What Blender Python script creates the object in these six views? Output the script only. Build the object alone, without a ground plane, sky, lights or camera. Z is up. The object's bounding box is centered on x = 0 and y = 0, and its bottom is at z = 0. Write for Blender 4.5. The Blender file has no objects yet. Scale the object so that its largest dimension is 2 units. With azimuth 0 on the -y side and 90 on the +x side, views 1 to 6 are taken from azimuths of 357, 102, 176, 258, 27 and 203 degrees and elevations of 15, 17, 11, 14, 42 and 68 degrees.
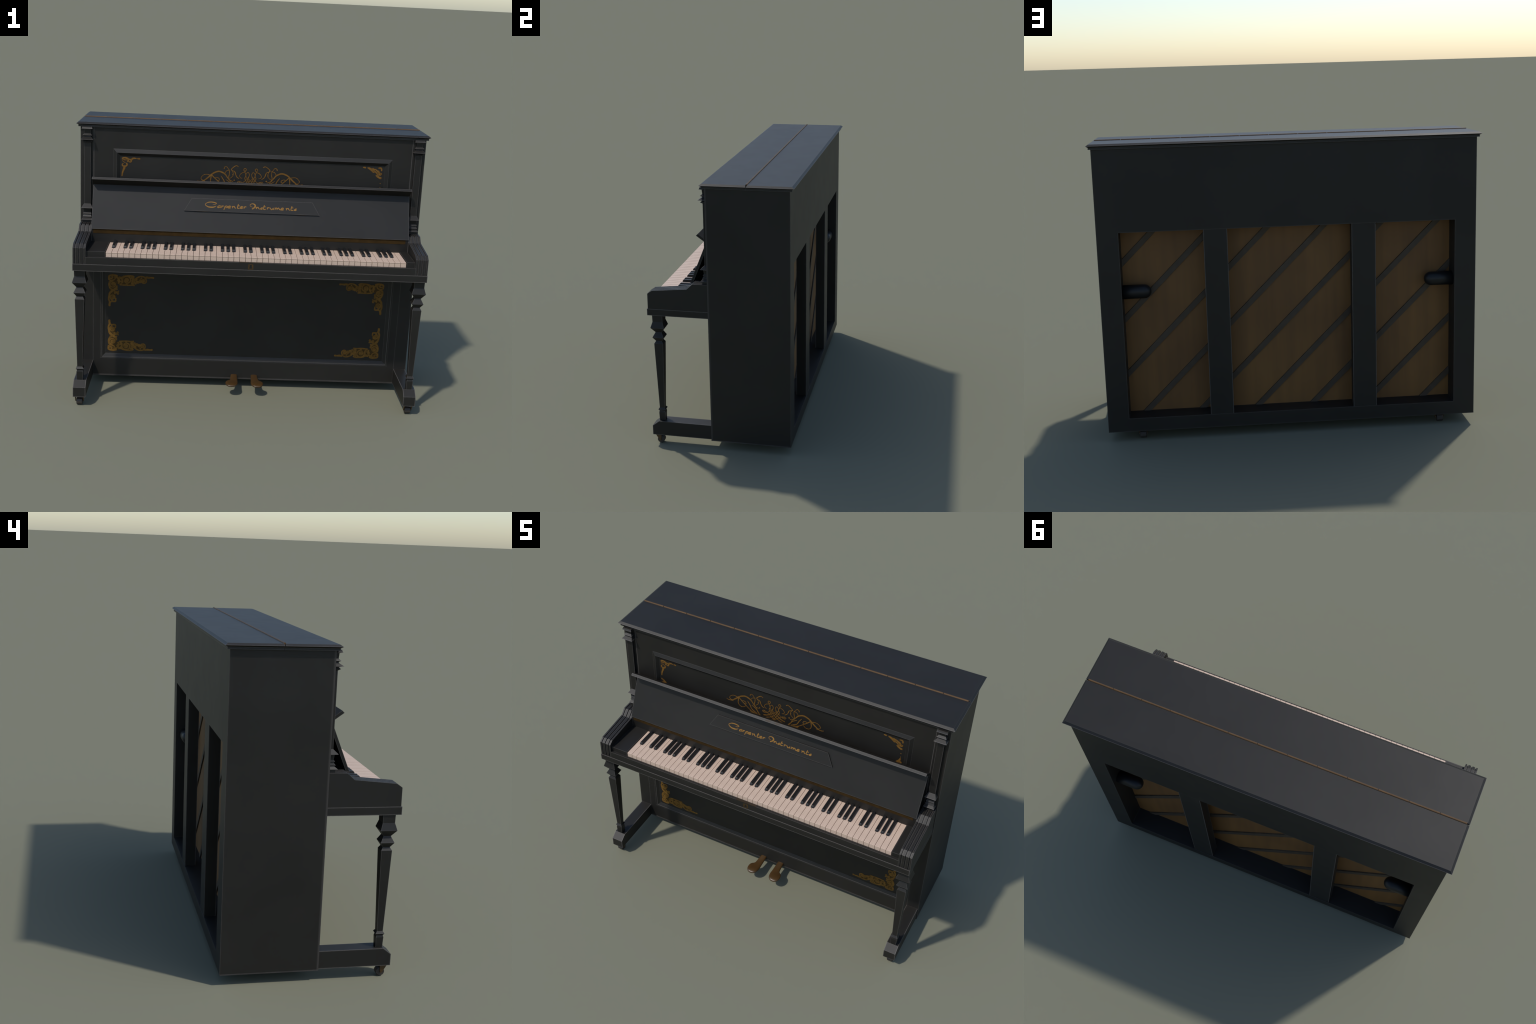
"""Upright piano in black lacquer: case, hinged lid, fall board with script
lettering, 88 keys, gilt scroll ornaments, square turned legs, pedals,
casters and an open back with a ribbed soundboard.  Metres, z up."""
import bpy, math, random
from mathutils import Vector

random.seed(7)

# ------------------------------------------------------------------ materials
def _principled(name):
    m = bpy.data.materials.new(name)
    m.use_nodes = True
    nt = m.node_tree
    return m, nt, nt.nodes["Principled BSDF"]

def _noise(nt, scale, detail=3.0, stretch=(1, 1, 1)):
    co = nt.nodes.new("ShaderNodeTexCoord")
    mp = nt.nodes.new("ShaderNodeMapping")
    mp.inputs["Scale"].default_value = stretch
    nz = nt.nodes.new("ShaderNodeTexNoise")
    nz.inputs["Scale"].default_value = scale
    nz.inputs["Detail"].default_value = detail
    nt.links.new(co.outputs["Object"], mp.inputs["Vector"])
    nt.links.new(mp.outputs["Vector"], nz.inputs["Vector"])
    return nz.outputs["Fac"]

def _ramp(nt, fac, stops):
    r = nt.nodes.new("ShaderNodeValToRGB")
    el = r.color_ramp.elements
    while len(el) < len(stops):
        el.new(0.5)
    for e, (p, c) in zip(el, stops):
        e.position = p
        e.color = (*c, 1.0)
    nt.links.new(fac, r.inputs["Fac"])
    return r.outputs["Color"]

def _mix(nt, fac, a, b):
    m = nt.nodes.new("ShaderNodeMix")
    m.data_type = 'RGBA'
    nt.links.new(fac, m.inputs["Factor"])
    for sock, v in ((m.inputs[6], a), (m.inputs[7], b)):          # colour sockets
        if isinstance(v, tuple):
            sock.default_value = (*v, 1.0)
        else:
            nt.links.new(v, sock)
    return m.outputs[2]

def lacquer(name, dark, light, worn, rough, radius, spec=0.33, front_band=False):
    """satin black lacquer whose arrises are coloured in a paler tone"""
    m, nt, p = _principled(name)
    body = _ramp(nt, _noise(nt, 3.5, 4.0), [(0.35, dark), (0.65, light)])
    if radius > 0:
        bev = nt.nodes.new("ShaderNodeBevel")
        bev.samples = 8
        bev.inputs["Radius"].default_value = radius
        geo = nt.nodes.new("ShaderNodeNewGeometry")
        dot = nt.nodes.new("ShaderNodeVectorMath")
        dot.operation = 'DOT_PRODUCT'
        nt.links.new(bev.outputs["Normal"], dot.inputs[0])
        nt.links.new(geo.outputs["True Normal"], dot.inputs[1])
        rng = nt.nodes.new("ShaderNodeMapRange")
        rng.inputs["From Min"].default_value = 0.995
        rng.inputs["From Max"].default_value = 0.78
        nt.links.new(dot.outputs["Value"], rng.inputs["Value"])
        edge_mask = rng.outputs["Result"]
        if front_band:
            # the sides are paler in a soft band beside their front arris
            co = nt.nodes.new("ShaderNodeTexCoord")
            xyz = nt.nodes.new("ShaderNodeSeparateXYZ")
            nt.links.new(co.outputs["Object"], xyz.inputs["Vector"])
            band = nt.nodes.new("ShaderNodeMapRange")
            band.interpolation_type = 'SMOOTHSTEP'
            band.inputs["From Min"].default_value = -0.0560
            band.inputs["From Max"].default_value = -0.0665
            band.inputs["To Max"].default_value = 0.42
            nt.links.new(xyz.outputs["Y"], band.inputs["Value"])
            nrm = nt.nodes.new("ShaderNodeSeparateXYZ")
            nt.links.new(geo.outputs["True Normal"], nrm.inputs["Vector"])
            side = nt.nodes.new("ShaderNodeMath")
            side.operation = 'ABSOLUTE'
            nt.links.new(nrm.outputs["X"], side.inputs[0])
            mul = nt.nodes.new("ShaderNodeMath")
            mul.operation = 'MULTIPLY'
            nt.links.new(band.outputs["Result"], mul.inputs[0])
            nt.links.new(side.outputs["Value"], mul.inputs[1])
            top = nt.nodes.new("ShaderNodeMath")
            top.operation = 'MAXIMUM'
            half = nt.nodes.new("ShaderNodeMath")
            half.operation = 'MULTIPLY'
            half.inputs[1].default_value = 0.5
            nt.links.new(edge_mask, half.inputs[0])
            nt.links.new(half.outputs["Value"], top.inputs[0])
            nt.links.new(mul.outputs["Value"], top.inputs[1])
            edge_mask = top.outputs["Value"]
        body = _mix(nt, edge_mask, body, worn)
    nt.links.new(body, p.inputs["Base Color"])
    p.inputs["Specular IOR Level"].default_value = spec
    r = nt.nodes.new("ShaderNodeMapRange")
    r.inputs["To Min"].default_value = rough - 0.03
    r.inputs["To Max"].default_value = rough + 0.03
    nt.links.new(_noise(nt, 9.0, 3.0), r.inputs["Value"])
    nt.links.new(r.outputs["Result"], p.inputs["Roughness"])
    return m

def plain(name, col, rough=0.5, metal=0.0, vary=0.12, scale=30.0, stretch=(1, 1, 1), spec=0.5):
    m, nt, p = _principled(name)
    lo = tuple(c * (1 - vary) for c in col)
    hi = tuple(min(1.0, c * (1 + vary)) for c in col)
    nt.links.new(_ramp(nt, _noise(nt, scale, 4.0, stretch), [(0.3, lo), (0.7, hi)]), p.inputs["Base Color"])
    p.inputs["Roughness"].default_value = rough
    p.inputs["Metallic"].default_value = metal
    p.inputs["Specular IOR Level"].default_value = spec
    return m

def ivory_material():
    m, nt, p = _principled("ivory")
    grain = _ramp(nt, _noise(nt, 260.0, 3.0, (1.0, 0.08, 1.0)),
                  [(0.3, (0.560, 0.412, 0.312)), (0.7, (0.640, 0.480, 0.372))])
    nt.links.new(grain, p.inputs["Base Color"])
    p.inputs["Roughness"].default_value = 0.5
    return m

def soundboard_material():
    m, nt, p = _principled("spruce_soundboard")
    broad = _noise(nt, 2.2, 3.0)
    fibre = _noise(nt, 26.0, 5.0, (1.0, 1.0, 0.06))
    a = _ramp(nt, broad, [(0.3, (0.122, 0.053, 0.012)), (0.7, (0.205, 0.096, 0.021))])
    b = _ramp(nt, fibre, [(0.35, (0.100, 0.046, 0.012)), (0.7, (0.190, 0.086, 0.020))])
    mx = nt.nodes.new("ShaderNodeMix")
    mx.data_type = 'RGBA'
    mx.inputs["Factor"].default_value = 0.35
    nt.links.new(a, mx.inputs[6])
    nt.links.new(b, mx.inputs[7])
    nt.links.new(mx.outputs[2], p.inputs["Base Color"])
    p.inputs["Roughness"].default_value = 0.6
    return m

BLACK = lacquer("black_lacquer", (0.0135, 0.0122, 0.0102), (0.0172, 0.0156, 0.0134), (0.125, 0.112, 0.103), 0.50, 0.0085)
BLACK_CASE = lacquer("black_lacquer_case", (0.0135, 0.0122, 0.0102), (0.0172, 0.0156, 0.0134), (0.095, 0.084, 0.077), 0.50, 0.0085, front_band=True)
BLACK_FINE = lacquer("black_lacquer_fine", (0.0135, 0.0122, 0.0102), (0.0172, 0.0156, 0.0134), (0.098, 0.088, 0.081), 0.50, 0.0046)
EBONY = lacquer("ebony", (0.0080, 0.0080, 0.0085), (0.0110, 0.0110, 0.0115), (0.02, 0.02, 0.02), 0.45, 0.0)
IVORY = ivory_material()
SPRUCE = soundboard_material()
RIB = plain("dark_rib_wood", (0.050, 0.035, 0.022), 0.6, vary=0.15)
GILT_LOW = plain("gilt_scrollwork", (0.150, 0.078, 0.016), 0.6, vary=0.25, scale=60, spec=0.15)
GILT_HALO = plain("worn_gilt", (0.036, 0.022, 0.010), 0.6, vary=0.3, scale=60, spec=0.25)
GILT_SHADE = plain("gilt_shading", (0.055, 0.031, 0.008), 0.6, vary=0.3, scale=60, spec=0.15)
GILT = plain("gilt_paint", (0.165, 0.082, 0.018), 0.55, vary=0.25, scale=60, spec=0.15)
GILT_TEXT = plain("gilt_lettering", (0.255, 0.130, 0.030), 0.5, vary=0.12, spec=0.15)
GILT_DULL = plain("dull_gilt", (0.062, 0.036, 0.012), 0.55, vary=0.2, spec=0.2)
BRASS_DULL = plain("tarnished_brass", (0.032, 0.021, 0.011), 0.55, vary=0.2, spec=0.3)
BRASS = plain("aged_brass", (0.062, 0.031, 0.0085), 0.36, vary=0.15, scale=18)
BRONZE = plain("bronze_hinge", (0.100, 0.054, 0.021), 0.55, vary=0.15, spec=0.25)
FELT = plain("brown_name_felt", (0.040, 0.022, 0.0060), 0.8, vary=0.2, spec=0.1)
WHEEL = plain("dark_wheel", (0.035, 0.028, 0.024), 0.55, vary=0.2)

# ------------------------------------------------------------------- builders
root = bpy.data.objects.new("upright_piano", None)
bpy.context.scene.collection.objects.link(root)
root["label"] = "black lacquered upright piano with gilt scroll ornaments"
root["category"] = "piano"

def add(name, verts, faces, mat, parent=None, smooth=False, data=None):
    if data is None:
        data = bpy.data.meshes.new(name)
        data.from_pydata([tuple(v) for v in verts], [], faces)
        data.materials.append(mat)
        import bmesh
        bm = bmesh.new()
        bm.from_mesh(data)
        bmesh.ops.recalc_face_normals(bm, faces=bm.faces)
        bm.to_mesh(data)
        bm.free()
        if smooth:
            for p in data.polygons:
                p.use_smooth = True
    ob = bpy.data.objects.new(name, data)
    bpy.context.scene.collection.objects.link(ob)
    ob.parent = parent or root
    return ob

def apply_bevel(ob, width, segments=1):
    import bmesh
    bm = bmesh.new()
    bm.from_mesh(ob.data)
    bmesh.ops.bevel(bm, geom=list(bm.edges), offset=width, segments=segments,
                    affect='EDGES', profile=0.5, clamp_overlap=True)
    bm.to_mesh(ob.data)
    bm.free()
    return ob

def box_geometry(x0, x1, y0, y1, z0, z1):
    v = [(x, y, z) for z in (z0, z1) for y in (y0, y1) for x in (x0, x1)]
    f = [(0, 1, 3, 2), (4, 6, 7, 5), (0, 4, 5, 1), (2, 3, 7, 6), (0, 2, 6, 4), (1, 5, 7, 3)]
    return v, f

def box(name, x0, x1, y0, y1, z0, z1, mat, parent=None, bevel=0.0):
    ob = add(name, *box_geometry(x0, x1, y0, y1, z0, z1), mat, parent)
    return apply_bevel(ob, bevel) if bevel else ob

def merge(parts):
    """join (verts, faces) lists"""
    V, F = [], []
    for v, f in parts:
        n = len(V)
        V += list(v)
        F += [tuple(i + n for i in q) for q in f]
    return V, F

def stack_loops(loops):
    """closed loft through equal-length rings"""
    n = len(loops[0])
    V = [p for lp in loops for p in lp]
    F = []
    for k in range(len(loops) - 1):
        for i in range(n):
            j = (i + 1) % n
            F.append((k * n + i, k * n + j, (k + 1) * n + j, (k + 1) * n + i))
    F.append(tuple(range(n)))
    F.append(tuple(range((len(loops) - 1) * n, len(loops) * n)))
    return V, F

def rect(x0, x1, y0, y1, z):
    return [(x0, y0, z), (x1, y0, z), (x1, y1, z), (x0, y1, z)]

def prism_x(profile, x0, x1):
    """extrude a (y, z) polygon along x"""
    n = len(profile)
    V = [(x0, y, z) for y, z in profile] + [(x1, y, z) for y, z in profile]
    F = [tuple(range(n)), tuple(range(n, 2 * n))]
    F += [(i, (i + 1) % n, n + (i + 1) % n, n + i) for i in range(n)]
    return V, F

def picture_frame(x, z0, z1, section):
    """mitred moulding round the rectangle |x| x [z0, z1]; section = (inset, y)"""
    m = len(section)
    V, F = [], []
    for sx, sz in ((-1, 0), (1, 0), (1, 1), (-1, 1)):
        for d, y in section:
            V.append((sx * (x - d), y, (z1 - d) if sz else (z0 + d)))
    for c in range(4):
        e = (c + 1) % 4
        for i in range(m):
            j = (i + 1) % m
            F.append((c * m + i, e * m + i, e * m + j, c * m + j))
    return V, F

def catmull(pts, step=7):
    P = [Vector(p) for p in pts]
    if len(P) == 2:
        return [P[0].lerp(P[1], i / step) for i in range(step + 1)]
    P = [P[0] * 2 - P[1]] + P + [P[-1] * 2 - P[-2]]
    out = []
    for k in range(1, len(P) - 2):
        a, b, c, d = P[k - 1:k + 3]
        for i in range(step):
            t = i / step
            out.append(0.5 * ((2 * b) + (c - a) * t + (2 * a - 5 * b + 4 * c - d) * t * t
                              + (3 * b - a - 3 * c + d) * t ** 3))
    out.append(P[-2])
    return out

class Inlay:
    """brush strokes laid as thin raised ribbons on a plane"""
    def __init__(self, origin, u, v, n, base=0.0009):
        self.o, self.u, self.v, self.n = (Vector(a) for a in (origin, u, v, n))
        self.h = base
        self.parts = []
        self.log = []
    def at(self, p, h):
        return self.o + self.u * p[0] + self.v * p[1] + self.n * h
    def _lift(self):
        self.h += 0.000012
        return self.h
    def stroke(self, pts, w, w_end=None, belly=None, step=7):
        """w at the start, belly halfway, w_end at the end (full widths)"""
        self.log.append((pts, w, w_end, belly, step))
        line = catmull(pts, step)
        h = self._lift()
        w_end = w if w_end is None else w_end
        belly = (w + w_end) / 2 if belly is None else belly
        n = len(line)
        V, F = [], []
        for i, p in enumerate(line):
            a, b = line[max(i - 1, 0)], line[min(i + 1, n - 1)]
            d = (b - a)
            d = d.normalized() if d.length > 1e-9 else Vector((1, 0))
            t = i / (n - 1)
            hw = 0.5 * ((1 - t) * (1 - 2 * t) * w + 4 * t * (1 - t) * belly + t * (2 * t - 1) * w_end)
            hw = max(hw, 0.0003)
            s = Vector((-d.y, d.x)) * hw
            for q, k in ((p + s, -0.0012), (p + s, h), (p - s, h), (p - s, -0.0012)):
                V.append(self.at(q, k))
        for i in range(n - 1):
            for k in range(3):
                F.append((4 * i + k, 4 * i + k + 1, 4 * i + 5 + k, 4 * i + 4 + k))
        F.append((0, 1, 2, 3))
        F.append((4 * n - 4, 4 * n - 3, 4 * n - 2, 4 * n - 1))
        self.parts.append((V, F))
    def scroll(self, c, r, turns, start, w, hand=1, eye=0.22):
        """spiral from the rim inwards with a round eye"""
        pts = []
        n = int(10 * turns)
        for i in range(n + 1):
            t = i / n
            a = start + hand * 2 * math.pi * turns * t
            rr = r * (1 - t) + r * eye * t
            pts.append((c[0] + rr * math.cos(a), c[1] + rr * math.sin(a)))
        self.stroke(pts, w, w * 0.8, step=3)
        self.dot(c, r * eye * 1.25)
    def dot(self, c, r, ry=None):
        h = self._lift()
        ry = ry or r
        n = 12
        top = [self.at((c[0] + r * math.cos(2 * math.pi * i / n), c[1] + ry * math.sin(2 * math.pi * i / n)), h) for i in range(n)]
        bot = [self.at((c[0] + r * math.cos(2 * math.pi * i / n), c[1] + ry * math.sin(2 * math.pi * i / n)), -0.0012) for i in range(n)]
        self.parts.append(stack_loops([bot, top]))
    def halo(self, spread, parent):
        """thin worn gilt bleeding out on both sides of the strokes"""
        under = Inlay(self.o, self.u, self.v, self.n, 0.0003)
        for pts, w, e, b, step in self.log:
            e = w if e is None else e
            b = (w + e) / 2 if b is None else b
            under.stroke(pts, w + spread, e + spread, b + spread, step)
        under.build("ornament_ground", GILT_HALO, parent)
    def build(self, name, mat, parent=None):
        return add(name, *merge(self.parts), mat, parent)

# ------------------------------------------------------------------ dimensions
CASE_X, CASE_FRONT, CASE_BACK = 0.9785, -0.0685, 0.397
CASE_Z0, CASE_Z1 = 0.0530, 1.5450
BOARD_Y = -0.0694
INNER_X = 0.905
WIN_X, WIN_Z0, WIN_Z1, WIN_Y = 0.8675, 0.125, 1.1175, 0.279

# ------------------------------------------------------------------------ case
def build_case():
    """box with the window sunk into the back and the front panels' well sunk into the front"""
    o0 = [(-CASE_X, CASE_FRONT), (CASE_X, CASE_FRONT), (CASE_X, CASE_BACK), (-CASE_X, CASE_BACK)]
    V = [(x, y, z) for z in (CASE_Z0, CASE_Z1) for x, y in o0]          # 0-3 low, 4-7 top
    F = [(0, 1, 2, 3), (4, 5, 6, 7), (1, 2, 6, 5), (0, 3, 7, 4)]
    def sink(ring, x, z0, z1, y_face, y_floor):
        n = len(V)
        for y in (y_face, y_floor):
            V.extend((s * x, y, z) for s, z in ((-1, z0), (1, z0), (1, z1), (-1, z1)))
        for i in range(4):
            j = (i + 1) % 4
            F.append((ring[i], ring[j], n + j, n + i))
            F.append((n + i, n + j, n + 4 + j, n + 4 + i))
        F.append((n + 4, n + 5, n + 6, n + 7))
    sink((3, 2, 6, 7), WIN_X, WIN_Z0, WIN_Z1, CASE_BACK, WIN_Y)
    sink((0, 1, 5, 4), INNER_X - 0.001, CASE_Z0 + 0.004, CASE_Z1 - 0.004, CASE_FRONT, -0.0400)
    return add("case", V, F, BLACK_CASE)
case = build_case()

# open back: soundboard, diagonal ribs, posts, carrying handles
soundboard = box("soundboard", -WIN_X - 0.002, WIN_X + 0.002, WIN_Y - 0.004, WIN_Y + 0.0015, WIN_Z0 - 0.002, WIN_Z1 + 0.002, SPRUCE)

def clip(poly, axis, limit, keep_less):
    out = []
    for i, p in enumerate(poly):
        q = poly[(i + 1) % len(poly)]
        ip = (p[axis] <= limit) == keep_less
        iq = (q[axis] <= limit) == keep_less
        if ip:
            out.append(p)
        if ip != iq:
            t = (limit - p[axis]) / (q[axis] - p[axis])
            out.append((p[0] + t * (q[0] - p[0]), p[1] + t * (q[1] - p[1])))
    return out

def diagonal_rib(c, half, y):
    """45 degree strip x + z = c cut to the soundboard"""
    poly = [(-2, c + 2 - half), (2, c - 2 - half), (2, c - 2 + half), (-2, c + 2 + half)]
    for axis, lim, less in ((0, WIN_X, True), (0, -WIN_X, False), (1, WIN_Z1, True), (1, WIN_Z0, False)):
        poly = clip(poly, axis, lim, less)
        if len(poly) < 3:
            return None
    return [(x, y, z) for x, z in poly]

for k in range(-3, 7):
    c = 0.001 + 0.3007 * k
    low, high = diagonal_rib(c, 0.0215, WIN_Y), diagonal_rib(c, 0.0195, WIN_Y + 0.0085)
    if low and high and len(low) == len(high):
        add("soundboard_rib", *stack_loops([low, high]), RIB, soundboard)

for x0, x1 in ((0.3160, 0.4380), (-0.4500, -0.3255)):
    box("back_post", x0, x1, 0.3340, 0.3945, WIN_Z0 - 0.004, WIN_Z1 + 0.004, BLACK)

def carrying_handle(s):
    r, x_in, x_out = 0.0365, 0.755, 0.872
    n, rings = 24, []
    stations = [(x_out, r), (x_in, r)] + [(x_in - r * math.sin(a), r * math.cos(a)) for a in (0.3, 0.6, 0.9, 1.15, 1.4, 1.54)]
    for x, rr in stations:
        rings.append([(s * x, 0.337 + rr * math.cos(2 * math.pi * i / n), 0.7955 + rr * math.sin(2 * math.pi * i / n)) for i in range(n)])
    add("carrying_handle", *stack_loops(rings), EBONY, smooth=True)
carrying_handle(1)
carrying_handle(-1)

# ------------------------------------------------------------------------- lid
LID_FRONT, LID_BACK, LID_SPLIT, LID_TOP = -0.0936, 0.4210, 0.1635, 1.5690
lid_rows = [(1.5428, 0.0105), (1.5527, 0.0110), (1.5602, 0.0), (LID_TOP, 0.0125)]
lid = None
for front in (True, False):
    loops = []
    for z, d in lid_rows:
        g = 0.0050 if z == LID_TOP else 0.0012          # V-shaped joint for the hinge
        y0, y1 = (LID_FRONT + d, LID_SPLIT - g) if front else (LID_SPLIT + g, LID_BACK - d)
        loops.append(rect(-1.0 + d, 1.0 - d, y0, y1, z))
    part = add("lid", *stack_loops(loops), BLACK_FINE)
    lid = lid or part

# piano hinge in the joint: thirteen bronze knuckles
def knuckle_mesh(length, r):
    n = 14
    rings = [[(x, r * math.cos(2 * math.pi * i / n), r * math.sin(2 * math.pi * i / n)) for i in range(n)] for x in (-length / 2, length / 2)]
    return stack_loops(rings)
ends = [-0.9866] + [-0.8527 + 0.1544 * k for k in range(12)] + [0.9840]
for a, b in zip(ends, ends[1:]):
    ob = add("lid_hinge", *knuckle_mesh(b - a - 0.0032, 0.0050), BRONZE, lid)
    ob.location = ((a + b) / 2, LID_SPLIT, 1.5688)
box("hinge_rod", -0.986, 0.984, LID_SPLIT - 0.0030, LID_SPLIT + 0.0030, 1.5600, 1.5665, WHEEL, lid)

# -------------------------------------------------------------- upper front
PANEL_Y = -0.0640
def rect_ring(x_out, z0, z1, x_in, zi0, zi1, y0, y1):
    V = []
    for y in (y0, y1):
        V += [(-x_out, y, z0), (x_out, y, z0), (x_out, y, z1), (-x_out, y, z1)]
        V += [(-x_in, y, zi0), (x_in, y, zi0), (x_in, y, zi1), (-x_in, y, zi1)]
    F = []
    for i in range(4):
        j = (i + 1) % 4
        F += [(i, j, 4 + j, 4 + i), (8 + i, 8 + j, 12 + j, 12 + i),
              (i, j, 8 + j, 8 + i), (4 + i, 4 + j, 12 + j, 12 + i)]
    return V, F
UP_X, UP_Z0, UP_Z1 = 0.7945, 1.0735, 1.4230
upper_board = add("upper_front_board", *rect_ring(INNER_X, 0.9700, 1.5440, UP_X - 0.012, UP_Z0 + 0.012, UP_Z1 - 0.012, BOARD_Y, -0.0520), BLACK)
upper_moulding = add("upper_moulding", *picture_frame(UP_X, UP_Z0, UP_Z1,
    [(0, -0.0672), (0, BOARD_Y - 0.0004), (0.0205, -0.0784), (0.0395, PANEL_Y), (0.0395, -0.0560), (0, -0.0560)]), BLACK_FINE)
upper_panel = box("upper_panel", -UP_X + 0.03, UP_X - 0.03, PANEL_Y, -0.0500, UP_Z0 + 0.03, UP_Z1 - 0.03, BLACK)

# -------------------------------------------------------------- lower front
LOW_Y, LOW_PANEL_Y = -0.0684, -0.0585
LO_X, LO_Z0, LO_Z1 = 0.8640, 0.1600, 0.7300
lower_board = add("lower_front_board", *rect_ring(INNER_X + 0.002, 0.0530, 0.8020, LO_X - 0.012, LO_Z0 + 0.012, LO_Z1 - 0.012, LOW_Y, -0.0480), BLACK)
lower_moulding = add("lower_moulding", *picture_frame(LO_X, LO_Z0, LO_Z1,
    [(0, -0.0660), (0.0005, LOW_Y - 0.0012), (0.0055, LOW_Y - 0.0016), (0.0310, LOW_PANEL_Y), (0.0310, -0.0520), (0, -0.0520)]), BLACK_FINE)
lower_panel = box("lower_panel", -LO_X + 0.02, LO_X - 0.02, LOW_PANEL_Y, -0.0460, LO_Z0 + 0.02, LO_Z1 - 0.02, BLACK)

# pale strip along the foot of the front and of both sides
PALE_FOOT = plain("pale_lacquer", (0.048, 0.043, 0.040), 0.5, vary=0.2, scale=12, spec=0.33)
box("pale_base_band", -INNER_X, INNER_X, LOW_Y - 0.0008, -0.0600, 0.0526, 0.0612, PALE_FOOT, lower_board)
for s in (1, -1):
    x0, x1 = sorted((s * (CASE_X + 0.0006), s * (CASE_X - 0.004)))
    box("pale_base_band", x0, x1, CASE_FRONT - 0.0004, CASE_BACK - 0.001, CASE_Z0 - 0.0004, CASE_Z0 + 0.0052, PALE_FOOT, case)

# ------------------------------------------------------------------- keyboard
key_bed = box("key_bed", -0.9758, 0.9758, -0.4210, -0.0660, 0.8005, 0.8393, BLACK)
key_slip = box("key_slip", -INNER_X - 0.002, INNER_X + 0.002, -0.4163, -0.3995, 0.8380, 0.8790, BLACK_FINE)
key_frame = box("key_frame", -INNER_X - 0.002, INNER_X + 0.002, -0.4000, -0.0800, 0.8380, 0.8740, EBONY)

KEYS_X0, KEYS_X1, KEY_FRONT, KEY_BACK, KEY_TOP = -0.7985, 0.8560, -0.3990, -0.1700, 0.9045
WHITE_W = (KEYS_X1 - KEYS_X0) / 52
def white_key_mesh():
    h = (WHITE_W - 0.0024) / 2
    prof = [(KEY_BACK, 0.8742), (KEY_FRONT + 0.0012, 0.8742), (KEY_FRONT + 0.0012, 0.8995), (KEY_FRONT + 0.0034, 0.9000),
            (KEY_FRONT + 0.0034, 0.9016), (KEY_FRONT, 0.9020), (KEY_FRONT, KEY_TOP - 0.0007), (KEY_FRONT + 0.0008, KEY_TOP), (KEY_BACK, KEY_TOP)]
    return prism_x(prof, -h, h)
first = None
for k in range(52):
    if first is None:
        first = ob = add("white_key", *white_key_mesh(), IVORY, key_bed)
    else:
        ob = add("white_key", None, None, None, key_bed, data=first.data)
    ob.location.x = KEYS_X0 + WHITE_W * (k + 0.5)
    ob.location.z = random.uniform(-0.0002, 0.0002)

def black_key_mesh():
    z0, z1 = 0.8995, 0.9185
    low = rect(-0.0090, 0.0090, -0.3010, KEY_BACK, z0)
    mid = rect(-0.0083, 0.0083, -0.2995, KEY_BACK, 0.9110)
    top = rect(-0.0072, 0.0072, -0.2935, KEY_BACK, z1)
    return stack_loops([low, mid, top])
first = None
for k in range(51):
    if (k + 5) % 7 in (2, 6):          # E-F and B-C have no sharp between them
        continue
    if first is None:
        first = ob = add("black_key", *black_key_mesh(), EBONY, key_bed)
        apply_bevel(first, 0.0009, 2)
    else:
        ob = add("black_key", None, None, None, key_bed, data=first.data)
    ob.location.x = KEYS_X0 + WHITE_W * (k + 1)

for x0, x1 in ((-0.9035, -0.8012), (0.8585, 0.9035)):
    box("key_block", x0, x1, -0.4005, -0.1720, 0.8735, 0.9085, BLACK_FINE, key_bed)
name_board = box("name_board", -INNER_X, INNER_X, -0.1775, -0.1600, 0.8730, 0.9880, BLACK)
box("name_felt", -0.8930, 0.8860, -0.1792, -0.1700, 0.9560, 0.9875, FELT, name_board)

# lock escutcheon on the slip
def escutcheon():
    y = -0.4167
    ex, z0, z1 = -0.0050, 0.8405, 0.8715
    def outline(hw, lo, hi, c):
        return [(ex - hw, lo + c), (ex - hw + c, lo), (ex + hw - c, lo), (ex + hw, lo + c), (ex + hw, hi - c), (ex + hw - c, hi), (ex - hw + c, hi), (ex - hw, hi - c)]
    o = outline(0.0147, z0, z1, 0.0035)
    plate = [[(x, yy, z) for x, z in o] for yy in (-0.4150, y)]
    add("lock_escutcheon", *stack_loops(plate), GILT_DULL, key_slip)
    hole = [(-0.0125, 0.8470), (0.0025, 0.8470), (0.0030, 0.8510), (0.0000, 0.8560), (0.0000, 0.8650), (-0.0020, 0.8675),
            (-0.0080, 0.8675), (-0.0100, 0.8650), (-0.0100, 0.8560), (-0.0130, 0.8510)]
    add("keyhole", *stack_loops([[(x, yy, z) for x, z in hole] for yy in (-0.4150, y - 0.0004)]), EBONY, key_slip)
escutcheon()
box("lock_strike", -0.0680, 0.0570, -0.4168, -0.4020, 0.8772, 0.8796, BRASS_DULL, key_slip)

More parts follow.
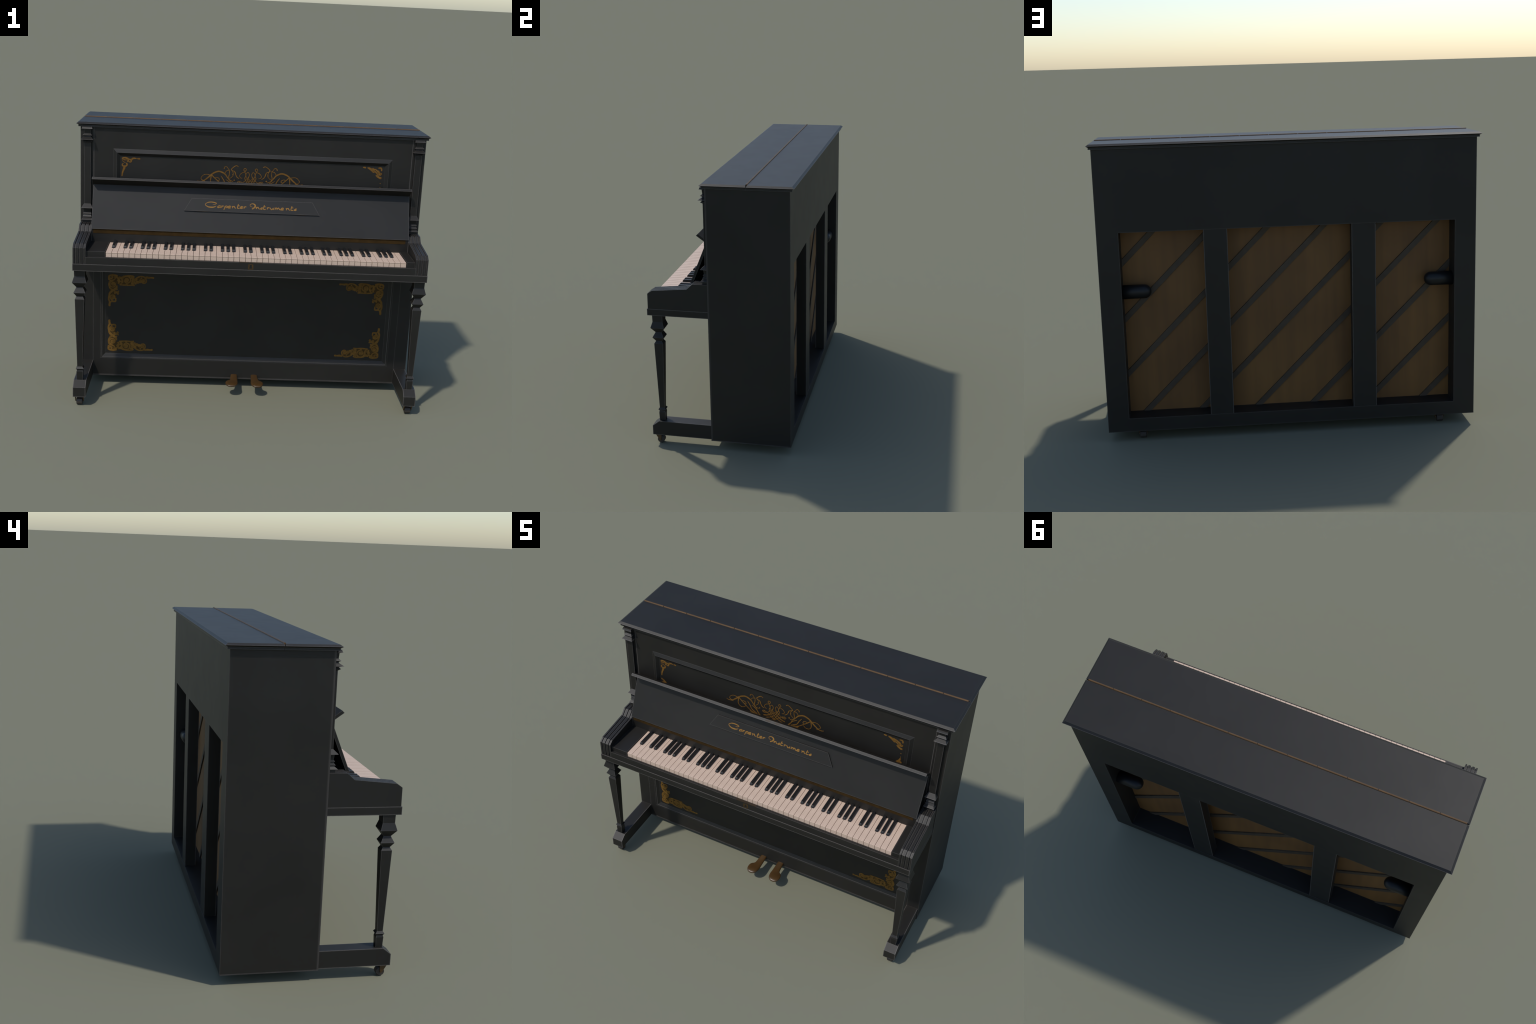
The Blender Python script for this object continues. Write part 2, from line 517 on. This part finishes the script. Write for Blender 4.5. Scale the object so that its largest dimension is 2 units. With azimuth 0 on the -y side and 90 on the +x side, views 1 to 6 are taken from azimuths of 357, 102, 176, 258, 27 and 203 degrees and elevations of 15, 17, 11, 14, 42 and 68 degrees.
# grooved arms
ARM = [(-0.0660, 0.9985), (-0.1532, 0.9980), (-0.1870, 0.9670), (-0.3882, 0.9475), (-0.4152, 0.9288), (-0.4158, 0.8385)]
def offset_profile(d):
    out = []
    n = len(ARM)
    for i, (y, z) in enumerate(ARM):
        def normal(a, b):
            v = Vector((b[0] - a[0], b[1] - a[1])).normalized()
            return Vector((v.y, -v.x))
        if i == 0:
            m = normal(ARM[0], ARM[1]); k = 1
        elif i == n - 1:
            m = normal(ARM[-2], ARM[-1]); k = 1
        else:
            n1, n2 = normal(ARM[i - 1], ARM[i]), normal(ARM[i], ARM[i + 1])
            m = (n1 + n2).normalized(); k = 1 / max(m.dot(n1), 0.3)
        s = 1 if m.dot(Vector((-0.6, 0.8))) > 0 else -1
        out.append((y - s * m.x * d * k, z - s * m.y * d * k))
    return out
def grooved_arm(s):
    x, cols = 0.0, []
    width, ridge, edge, cut, wall = 0.070, 0.0145, 0.0085, 0.0060, 0.0012
    cols.append((0.0, 0.0))
    x = edge
    for g in range(3):
        cols += [(x, 0.0), (x + wall, cut), (x + 0.008 - wall, cut), (x + 0.008, 0.0)]
        x += 0.008 + ridge
    cols.append((width, 0.0))
    rows = []
    for c, d in cols:
        prof = offset_profile(d)
        prof[0] = (-0.0660, prof[0][1])
        prof[-1] = (prof[-1][0], 0.8385)
        rows.append([(s * (0.975 - c), y, z) for y, z in prof] + [(s * (0.975 - c), -0.0660, 0.8385)])
    n = len(rows[0])
    V = [p for r in rows for p in r]
    F = []
    for i in range(len(rows) - 1):
        for j in range(n):
            k = (j + 1) % n
            F.append((i * n + j, i * n + k, (i + 1) * n + k, (i + 1) * n + j))
    F += [tuple(range(n)), tuple(range((len(rows) - 1) * n, len(rows) * n))]
    add("key_arm", V, F, BLACK_FINE)
grooved_arm(1)
grooved_arm(-1)

# ------------------------------------------------------------------ fall board
FB0, FB1 = Vector((-0.1846, 0.9825)), Vector((-0.0864, 1.2220))
fdir = (FB1 - FB0).normalized()
fnorm = Vector((-fdir.y, fdir.x))                     # points forward and up
back = -fnorm * 0.0150
fall = add("fall_board", *prism_x([tuple(FB0), tuple(FB1), tuple(FB1 + back), tuple(FB0 + back)], -0.9035, 0.9035), BLACK_FINE)
tip_low, tip_high = Vector((-0.1425, 1.2578)), Vector((-0.1318, 1.2682))
run = Vector((0.811, -0.585)) * 0.0740
add("fall_ledge", *prism_x([tuple(tip_low), tuple(tip_high), tuple(tip_high + run), tuple(tip_low + run)], -0.9060, 0.9060), BLACK_FINE, fall)
tdir = (tip_high - tip_low).normalized()
tout = Vector((-tdir.y, tdir.x))
for x0, x1 in ((-0.0330, -0.0020), (0.0250, 0.0540)):
    p = [tip_low + tdir * 0.003 + tout * 0.0003, tip_low + tdir * 0.0125 + tout * 0.0003,
         tip_low + tdir * 0.0125 - tout * 0.001, tip_low + tdir * 0.003 - tout * 0.001]
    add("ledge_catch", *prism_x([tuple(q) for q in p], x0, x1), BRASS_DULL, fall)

def fall_point(x, z, h=0.0):
    t = (z - FB0.y) / fdir.y
    q = FB0 + fdir * t + fnorm * h
    return (x, q.x, q.y)

plate_pts = [(-0.3855, 1.0955), (0.3855, 1.0955), (0.3438, 1.1630), (-0.3438, 1.1630)]
nameplate = add("nameplate", *stack_loops([[fall_point(x, z, h) for x, z in plate_pts] for h in (-0.002, 0.0085)]), BLACK_FINE, fall)
for x0, x1 in ((-0.3155, -0.2520), (0.2470, 0.3090)):
    q = [(x0, 1.0948), (x1, 1.0948), (x1, 1.0965), (x0, 1.0965)]
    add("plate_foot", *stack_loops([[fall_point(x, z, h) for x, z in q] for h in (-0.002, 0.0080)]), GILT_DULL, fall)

# script lettering: glyph strokes in (letter width, x-height) units
GLYPH = {
    "C": [[(.66, 1.45), (.86, 1.55), (.99, 1.92), (.92, 2.22), (.74, 2.42), (.50, 2.50), (.26, 2.34), (.07, 1.82), (.00, 1.28), (.08, .76), (.30, .25), (.54, .14), (.76, .26), (.98, .78)]],
    "I": [[(.40, .00), (.75, .55), (.98, 1.40), (.86, 2.10), (.50, 2.48), (.15, 2.20), (.02, 1.70), (.15, 1.15), (.50, .85)]],
    "a": [[(.85, .85), (.45, .95), (.12, .55), (.08, .15), (.30, .06), (.65, .38), (.85, .85), (.75, .30), (.95, .05)]],
    "r": [[(.12, .90), (.30, .75), (.25, .05)], [(.30, .52), (.60, .90), (1.0, .85)]],
    "p": [[(.36, .95), (.25, .40), (.02, -.85)], [(.30, .58), (.60, .95), (.93, .70), (.80, .25), (.40, .14)]],
    "e": [[(.16, .38), (.70, .55), (.85, .84), (.55, 1.0), (.17, .65), (.12, .20), (.42, .03), (.97, .18)]],
    "n": [[(.04, .95), (.20, .75), (.18, .05)], [(.20, .48), (.44, .90), (.60, .84), (.70, .35), (.97, .05)]],
    "t": [[(.46, 2.0), (.22, .90), (.16, .25), (.42, .03), (.92, .18)], [(.12, 1.10), (.50, 1.26), (.88, 1.20)]],
    "s": [[(.06, .15), (.45, .62), (.90, .95)], [(.90, .95), (.62, .60), (.80, .30), (.50, .04), (.10, .12)]],
    "u": [[(.04, .95), (.24, .50), (.40, .08), (.62, .22), (.84, .90)], [(.84, .90), (.82, .35), (1.0, .05)]],
    "m": [[(.03, .95), (.12, .75), (.12, .05)], [(.12, .48), (.30, .92), (.42, .60), (.42, .05)], [(.44, .48), (.62, .92), (.72, .70), (.80, .30), (1.0, .05)]],
}
X_HEIGHT = 0.0126
LAYOUT = [("C", -.267, .064), ("a", -.197, .021), ("r", -.177, .015), ("p", -.161, .022), ("e", -.140, .019), ("n", -.117, .026),
          ("t", -.086, .016), ("e", -.069, .016), ("r", -.051, .018), ("I", -.013, .031), ("n", .019, .026), ("s", .045, .016),
          ("t", .062, .017), ("r", .082, .016), ("u", .099, .026), ("m", .127, .036), ("e", .163, .018), ("n", .191, .027),
          ("t", .219, .018), ("s", .238, .017)]
text_o = fall_point(0, 1.0955 + 0.0210, 0.0085)
U3, V3, N3 = (1, 0, 0), (0, fdir.x, fdir.y), (0, fnorm.x, fnorm.y)
for ch, x, w in LAYOUT:
    ink = Inlay(text_o, U3, V3, N3, 0.0004)
    big = ch in "CI"
    for st in GLYPH[ch]:
        pts = [(x + a * w, b * X_HEIGHT) for a, b in st]
        if ch == "C":
            ink.stroke(pts[:7], 0.0012, 0.0052, 0.0050)
            ink.stroke(pts[6:10], 0.0052, 0.0040, 0.0032)
            ink.stroke(pts[9:], 0.0040, 0.0018, 0.0074)
        elif ch == "I":
            ink.stroke(pts[:5], 0.0056, 0.0042, 0.0080)
            ink.stroke(pts[4:], 0.0042, 0.0018, 0.0028)
        else:
            ink.stroke(pts, 0.0044, 0.0040, 0.0050)
    ink.build("letter", GILT_TEXT, fall)

# ------------------------------------------------------------------- pilasters
PILASTER = [(1.5440, .0262, .0270), (1.5405, .0265, .0270), (1.5335, .0296, .0320), (1.5290, .0185, .0175), (1.5060, .0175, .0155),
            (1.4965, .0258, .0260), (1.4910, .0180, .0160), (1.4865, .0200, .0175), (1.4735, .0340, .0385), (1.4685, .0200, .0175),
            (1.4605, .0255, .0265), (1.4535, .0185, .0145), (1.1040, .0185, .0145), (1.0825, .0318, .0370), (1.0790, .0210, .0215),
            (1.0560, .0200, .0185), (1.0480, .0225, .0250), (1.0440, .0195, .0205), (1.0400, .0205, .0215), (1.0315, .0245, .0280),
            (1.0275, .0205, .0215), (1.0145, .0308, .0375), (1.0120, .0262, .0290), (0.9960, .0265, .0290)]
for s in (1, -1):
    cx = s * 0.9385
    loops = [rect(cx - w, cx + w, CASE_FRONT - 0.0015 - p, -0.0600, z) for z, w, p in PILASTER]
    add("pilaster", *stack_loops(loops), BLACK_FINE)

# ------------------------------------------------------------------ legs, toes
LEG = [(.8010, .0300), (.7612, .0291), (.7268, .0397), (.6955, .0177), (.6667, .0327), (.6422, .0171), (.6275, .0259),
       (.2265, .0144), (.2160, .0217), (.2070, .0156), (.1970, .0182), (.1450, .0162)]
TOE = [(-0.4208, 0.0595), (-0.4208, 0.1165), (-0.3812, 0.1472), (-0.0665, 0.1472), (-0.0665, 0.0595)]
for s in (1, -1):
    cx, cy = s * 0.9412, -0.3648
    add("leg", *stack_loops([rect(cx - w, cx + w, cy - w, cy + w, z) for z, w in LEG]), BLACK_FINE)
    add("toe_block", *prism_x(TOE, s * 0.9045, s * 0.9748), BLACK)

# ---------------------------------------------------------------------- casters
def caster(x, y, top):
    r, hw, n = 0.0205, 0.0168, 12
    def ring(xx, rr):
        return [(x + xx, y + rr * math.cos(2 * math.pi * (i + .5) / n), r + rr * math.sin(2 * math.pi * (i + .5) / n)) for i in range(n)]
    k = r / math.cos(math.pi / n)
    wheel = add("caster_wheel", *stack_loops([ring(-hw, k * 0.55), ring(-hw, k * 0.86), ring(-hw + 0.0028, k), ring(hw - 0.0028, k), ring(hw, k * 0.86), ring(hw, k * 0.55)]), WHEEL)
    parts = []
    for sx in (-1, 1):
        tri = [(y - 0.0310, top + 0.002), (y + 0.0060, top + 0.002), (y + 0.0035, 0.0260), (y - 0.0010, 0.0195), (y - 0.0065, 0.0210), (y - 0.0180, 0.0400)]
        xa = x + sx * 0.0195
        xb = x + sx * 0.0240
        parts.append(prism_x(tri, xa, xb))
    parts.append(box_geometry(x - 0.0240, x + 0.0240, y - 0.0310, y + 0.0060, top - 0.0045, top + 0.002))
    nax = 10
    ax = [[(x + sx * 0.0235, y - 0.001 + 0.004 * math.cos(2 * math.pi * i / nax), 0.0215 + 0.004 * math.sin(2 * math.pi * i / nax)) for i in range(nax)] for sx in (-1, 1)]
    parts.append(stack_loops(ax))
    add("caster_fork", *merge(parts), BRASS, wheel)
for s in (1, -1):
    caster(s * 0.9412, -0.3800, 0.0600)
    caster(s * 0.8015, 0.3500, 0.0560)

# ----------------------------------------------------------------------- pedals
def pedal(s):
    loops = []
    # outline of the shank widening into an offset rounded foot, (y, x_in, x_out, z_top, thickness)
    stations = [(-0.0450, .0412, .0795, .0830, .0150), (-0.0700, .0412, .0797, .0828, .0150), (-0.1000, .0408, .0815, .0812, .0150),
                (-0.1250, .0402, .0838, .0800, .0150), (-0.1400, .0398, .0868, .0795, .0150), (-0.1475, .0394, .0940, .0792, .0150),
                (-0.1545, .0390, .1035, .0792, .0152), (-0.1640, .0385, .1090, .0795, .0158), (-0.1760, .0384, .1118, .0798, .0165),
                (-0.1880, .0392, .1122, .0795, .0170), (-0.2000, .0425, .1100, .0785, .0165), (-0.2100, .0480, .1050, .0765, .0150),
                (-0.2180, .0560, .0975, .0735, .0115), (-0.2222, .0660, .0880, .0705, .0070)]
    for y, xi, xo, zt, th in stations:
        c, h = (xi + xo) / 2, (xo - xi) / 2
        ring = []
        n = 20
        for i in range(n):
            a = 2 * math.pi * i / n
            ca, sa = math.cos(a), math.sin(a)
            px = math.copysign(abs(ca) ** 0.55, ca)
            pz = math.copysign(abs(sa) ** 0.75, sa)
            ring.append((s * (c + h * px), y, zt - th / 2 + th / 2 * pz))
        loops.append(ring)
    add("pedal", *stack_loops(loops), BRASS, smooth=True)
pedal(1)
pedal(-1)

# -------------------------------------------------------------------- ornaments
def lower_corner(sx, sz):
    """acanthus scroll filling one corner of the lower panel; u runs inwards
    along the panel, v away from its edge"""
    edge_x = 0.8075 if sx > 0 else 0.8190
    edge_z = 0.6780 if sz > 0 else 0.2085
    o = Inlay((sx * edge_x, LOW_PANEL_Y, edge_z), (-sx, 0, 0), (0, 0, -sz), (0, -1, 0))
    k = 0.000335
    def S(pts, w, e=None, b=None):
        o.stroke([(x * k, y * k) for x, y in pts], w * k * 1.15, None if e is None else e * k * 1.15, None if b is None else b * k * 1.15)
    def R(c, r, t, a, w, h=1, eye=.3):
        o.scroll((c[0] * k, c[1] * k), r * k, t, a, w * k, h, eye)
    def D(c, r, ry=None):
        o.dot((c[0] * k, c[1] * k), r * k, ry and ry * k)
    # corner knot
    S([(12, 95), (10, 30), (45, 10), (110, 8), (160, 20)], 22, 30, 30)
    S([(15, 60), (60, 62), (75, 40), (55, 28)], 20, 14)
    S([(20, 98), (70, 100), (110, 80), (120, 45), (95, 40)], 24, 16)
    S([(120, 30), (165, 55), (190, 110), (180, 160)], 30, 26)
    # long arm
    R((325, 88), 82, 1.35, math.pi * 1.0, 27, 1, .34)
    S([(180, 40), (235, 60), (245, 120), (215, 165)], 34, 22, 30)
    S([(195, 170), (250, 178), (330, 182), (400, 178), (460, 185)], 22, 16, 20)
    S([(250, 25), (330, 10), (420, 12), (450, 35)], 22, 26)
    S([(400, 30), (440, 80), (420, 150), (460, 180)], 34, 18, 42)
    D((435, 110), 34, 52)
    S([(440, 150), (470, 70), (530, 22), (600, 14), (665, 45)], 26, 22, 22)
    D((510, 120), 36, 28)
    D((555, 100), 26, 34)
    R((615, 95), 54, 1.1, math.pi * 1.6, 24, 1, .42)
    S([(650, 30), (690, 28), (720, 40)], 36, 26)
    S([(690, 30), (750, 28), (790, 30)], 34, 32, 26)
    D((780, 30), 19)
    # short arm
    R((82, 172), 66, 1.3, math.pi * 1.5, 27, -1, .36)
    S([(20, 120), (10, 180), (30, 240), (70, 265)], 20, 24)
    S([(150, 190), (140, 240), (80, 280), (30, 330), (15, 390)], 24, 26, 34)
    S([(80, 262), (120, 300), (170, 305), (185, 285)], 30, 18)
    S([(100, 330), (150, 320), (178, 335), (160, 355)], 32, 22)
    D((150, 262), 16)
    S([(20, 360), (8, 430), (20, 480), (45, 500)], 26, 26)
    R((82, 408), 52, 1.2, math.pi * 0.5, 26, 1, .40)
    S([(50, 480), (100, 485), (130, 478), (132, 420)], 28, 20)
    S([(40, 480), (26, 530), (25, 565)], 40, 34, 32)
    for a, b in (((205, 60), (250, 30)), ((205, 110), (235, 150)), ((470, 100), (500, 60)), ((560, 60), (590, 40)), ((480, 165), (460, 130)),
                 ((40, 250), (60, 300)), ((120, 300), (110, 350)), ((35, 410), (45, 450)), ((300, 165), (340, 180)), ((150, 90), (180, 130))):
        S([a, ((a[0] + b[0]) / 2 + 6, (a[1] + b[1]) / 2 - 6), b], 10, 8, 24)
    D((25, 560), 19)
    o.build("corner_ornament", GILT_LOW, lower_panel)
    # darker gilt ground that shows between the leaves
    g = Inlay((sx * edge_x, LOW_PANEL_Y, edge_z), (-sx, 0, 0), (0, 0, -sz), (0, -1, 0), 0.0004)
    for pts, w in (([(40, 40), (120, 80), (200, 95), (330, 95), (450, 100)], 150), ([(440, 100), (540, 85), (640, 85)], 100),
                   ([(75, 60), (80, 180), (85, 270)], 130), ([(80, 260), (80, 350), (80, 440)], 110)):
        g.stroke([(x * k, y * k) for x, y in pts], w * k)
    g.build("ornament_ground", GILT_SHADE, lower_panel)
for sx in (-1, 1):
    for sz in (1, -1):
        lower_corner(sx, sz)

def upper_corner(sx, sz):
    """light ribbon scroll in a corner of the upper panel"""
    edge_x = 0.7375 if sx > 0 else 0.7475
    edge_z = 1.3750 if sz > 0 else 1.1215
    o = Inlay((sx * edge_x, PANEL_Y, edge_z), (-sx, 0, 0), (0, 0, -sz), (0, -1, 0))
    k, f = 0.001, 0.0017
    def S(pts, w, e=None, b=None):
        o.stroke([(x * k, y * k) for x, y in pts], w * f, None if e is None else e * f, None if b is None else b * f)
    if sz < 0 and sx < 0:
        S([(-3, 122), (14, 111), (29, 98)], 3, 4, 5)
        S([(2, 96), (10, 96), (20, 95)], 5, 5, 8)
        S([(4, 84), (12, 70), (30, 62)], 4, 3, 5)
    elif sz < 0:
        S([(3, 130), (8, 112), (24, 96)], 2.5, 4, 7)
        S([(0, 108), (4, 98), (16, 95)], 6, 5, 10)
        S([(2, 84), (12, 70), (30, 62)], 4, 3, 5)
    elif sx < 0:
        S([(2, 12), (6, 4), (20, 2), (34, 8), (36, 18), (31, 24)], 2.5, 5, 5.5)
        S([(34, 12), (44, 10), (54, 16), (50, 25), (40, 24)], 3, 3.5, 4)
        S([(50, 20), (58, 8), (68, 3), (84, 5)], 4, 1.5, 5.5)
        S([(86, 5), (97, 5), (104, 6)], 2.5, 2.5, 5)
        S([(8, 34), (3, 44), (12, 51), (26, 48), (30, 38), (24, 32)], 3, 2.5, 5)
        S([(14, 52), (10, 70), (4, 90), (2, 108)], 5, 3, 5)
        S([(3, 14), (8, 24), (20, 30)], 1.5, 2)
        S([(5, 8), (14, 14), (28, 14)], 1.5, 2, 3)
        S([(18, 52), (16, 64), (9, 80)], 3, 1.5, 4)
    else:
        S([(22, 4), (8, 2), (2, 10), (2, 20)], 3, 2.5, 5)
        S([(24, 18), (16, 30), (6, 40)], 4, 3, 8)
        S([(6, 34), (2, 38), (12, 44)], 6, 4)
        S([(110, 2), (98, 3), (92, 4)], 2, 2, 5)
        S([(84, 3), (66, 10), (52, 20), (40, 22)], 2.5, 4, 8)
        S([(56, 6), (48, 14), (50, 24), (38, 25)], 5, 5, 7)
        S([(32, 44), (22, 53), (10, 60), (4, 66)], 4, 3, 6)
        S([(3, 54), (3, 66)], 3, 5)
        S([(48, 10), (34, 14), (22, 26), (14, 44)], 2, 2.5, 4)
        S([(40, 22), (30, 32), (18, 48)], 2.5, 2, 4)
        o.dot((.004, .092), .0028)
        o.dot((.003, .116), .0026)
    o.build("corner_ornament", GILT, upper_panel)
    o.halo(0.0045, upper_panel)
for sx in (-1, 1):
    for sz in (1, -1):
        upper_corner(sx, sz)

def centre_ornament():
    """pen flourish with two arched wings and a woven heart"""
    o = Inlay((-0.0150, PANEL_Y, 1.2000), (1, 0, 0), (0, 0, 1), (0, -1, 0))
    wing = [
        ([(-.261, .064), (-.236, .085), (-.224, .096), (-.205, .109), (-.179, .116), (-.157, .109), (-.144, .100), (-.132, .084), (-.118, .066)], .0030, .0022, .0070),
        ([(-.302, .058), (-.287, .054), (-.269, .058), (-.245, .075), (-.226, .094)], .0024, .0060, .0040),
        ([(-.257, .055), (-.280, .067), (-.278, .082), (-.259, .096), (-.233, .094)], .0022, .0022, .0022),
        ([(-.224, .092), (-.227, .057), (-.215, .038), (-.195, .037), (-.180, .049)], .0040, .0022, .0028),
        ([(-.222, .094), (-.203, .076), (-.179, .055), (-.150, .033), (-.120, .020), (-.085, .014)], .0040, .0040, .0034),
        ([(-.204, .073), (-.194, .081), (-.180, .076), (-.177, .066), (-.190, .062)], .0022, .0024, .0026),
        ([(-.168, .090), (-.153, .068), (-.138, .041), (-.105, .022)], .0022, .0036, .0044),
        ([(-.140, .070), (-.114, .053), (-.100, .034), (-.084, .012)], .0020, .0060, .0044),
        ([(-.150, .030), (-.125, .010), (-.100, .004), (-.084, .012)], .0060, .0040, .0080),
        ([(-.152, .132), (-.148, .143), (-.137, .144), (-.126, .130), (-.120, .119)], .0040, .0022, .0024),
        ([(-.147, .106), (-.137, .121), (-.118, .127)], .0020, .0022, .0022),
        ([(-.071, .147), (-.082, .153), (-.097, .145), (-.110, .131), (-.104, .123), (-.091, .118), (-.085, .102), (-.076, .086), (-.064, .079)], .0030, .0026, .0032),
        ([(-.091, .118), (-.087, .110), (-.085, .100)], .0030, .0030, .0050),
        ([(-.120, .121), (-.121, .103), (-.124, .084), (-.116, .066), (-.106, .050)], .0024, .0022, .0030),
        ([(-.132, .084), (-.122, .070), (-.108, .064), (-.098, .060)], .0022, .0030, .0026),
        ([(-.104, .121), (-.098, .104), (-.103, .090), (-.116, .078)], .0020, .0020, .0022),
        ([(-.034, .122), (-.040, .131), (-.033, .139), (-.025, .132), (-.034, .119), (-.051, .111), (-.062, .097), (-.057, .084), (-.047, .082)], .0024, .0018, .0026),
        ([(-.034, .120), (-.026, .099), (-.032, .082), (-.025, .066), (-.004, .030), (.012, .010)], .0022, .0024, .0028),
        ([(-.029, .099), (-.021, .113), (-.013, .116), (-.007, .105), (-.010, .091), (-.020, .078), (-.033, .064), (-.050, .052), (-.066, .050), (-.073, .058), (-.062, .063), (-.050, .055)], .0020, .0020, .0024),
        ([(-.009, .077), (.018, .052), (.045, .034), (.068, .028)], .0022, .0020, .0024),
        ([(-.052, .017), (-.017, .034), (.008, .060), (.028, .098)], .0030, .0020, .0026),
        ([(-.067, .031), (-.041, .041), (-.018, .062), (-.007, .098)], .0020, .0020, .0026),
        ([(-.058, .008), (-.030, .006), (.004, .022), (.032, .046), (.052, .060), (.066, .056)], .0030, .0020, .0026),
    ]
    for m in (1, -1):
        for pts, w, e, b in wing:
            o.stroke([(m * x, z) for x, z in pts], w * 1.3, e * 1.3, b * 1.2)
        o.dot((m * -.101, .101), .0032)
        o.dot((m * -.092, .068), .0045)
        o.dot((m * -.268, .058), .0050)
    o.build("centre_ornament", GILT, upper_panel)
    o.halo(0.0030, upper_panel)
centre_ornament()
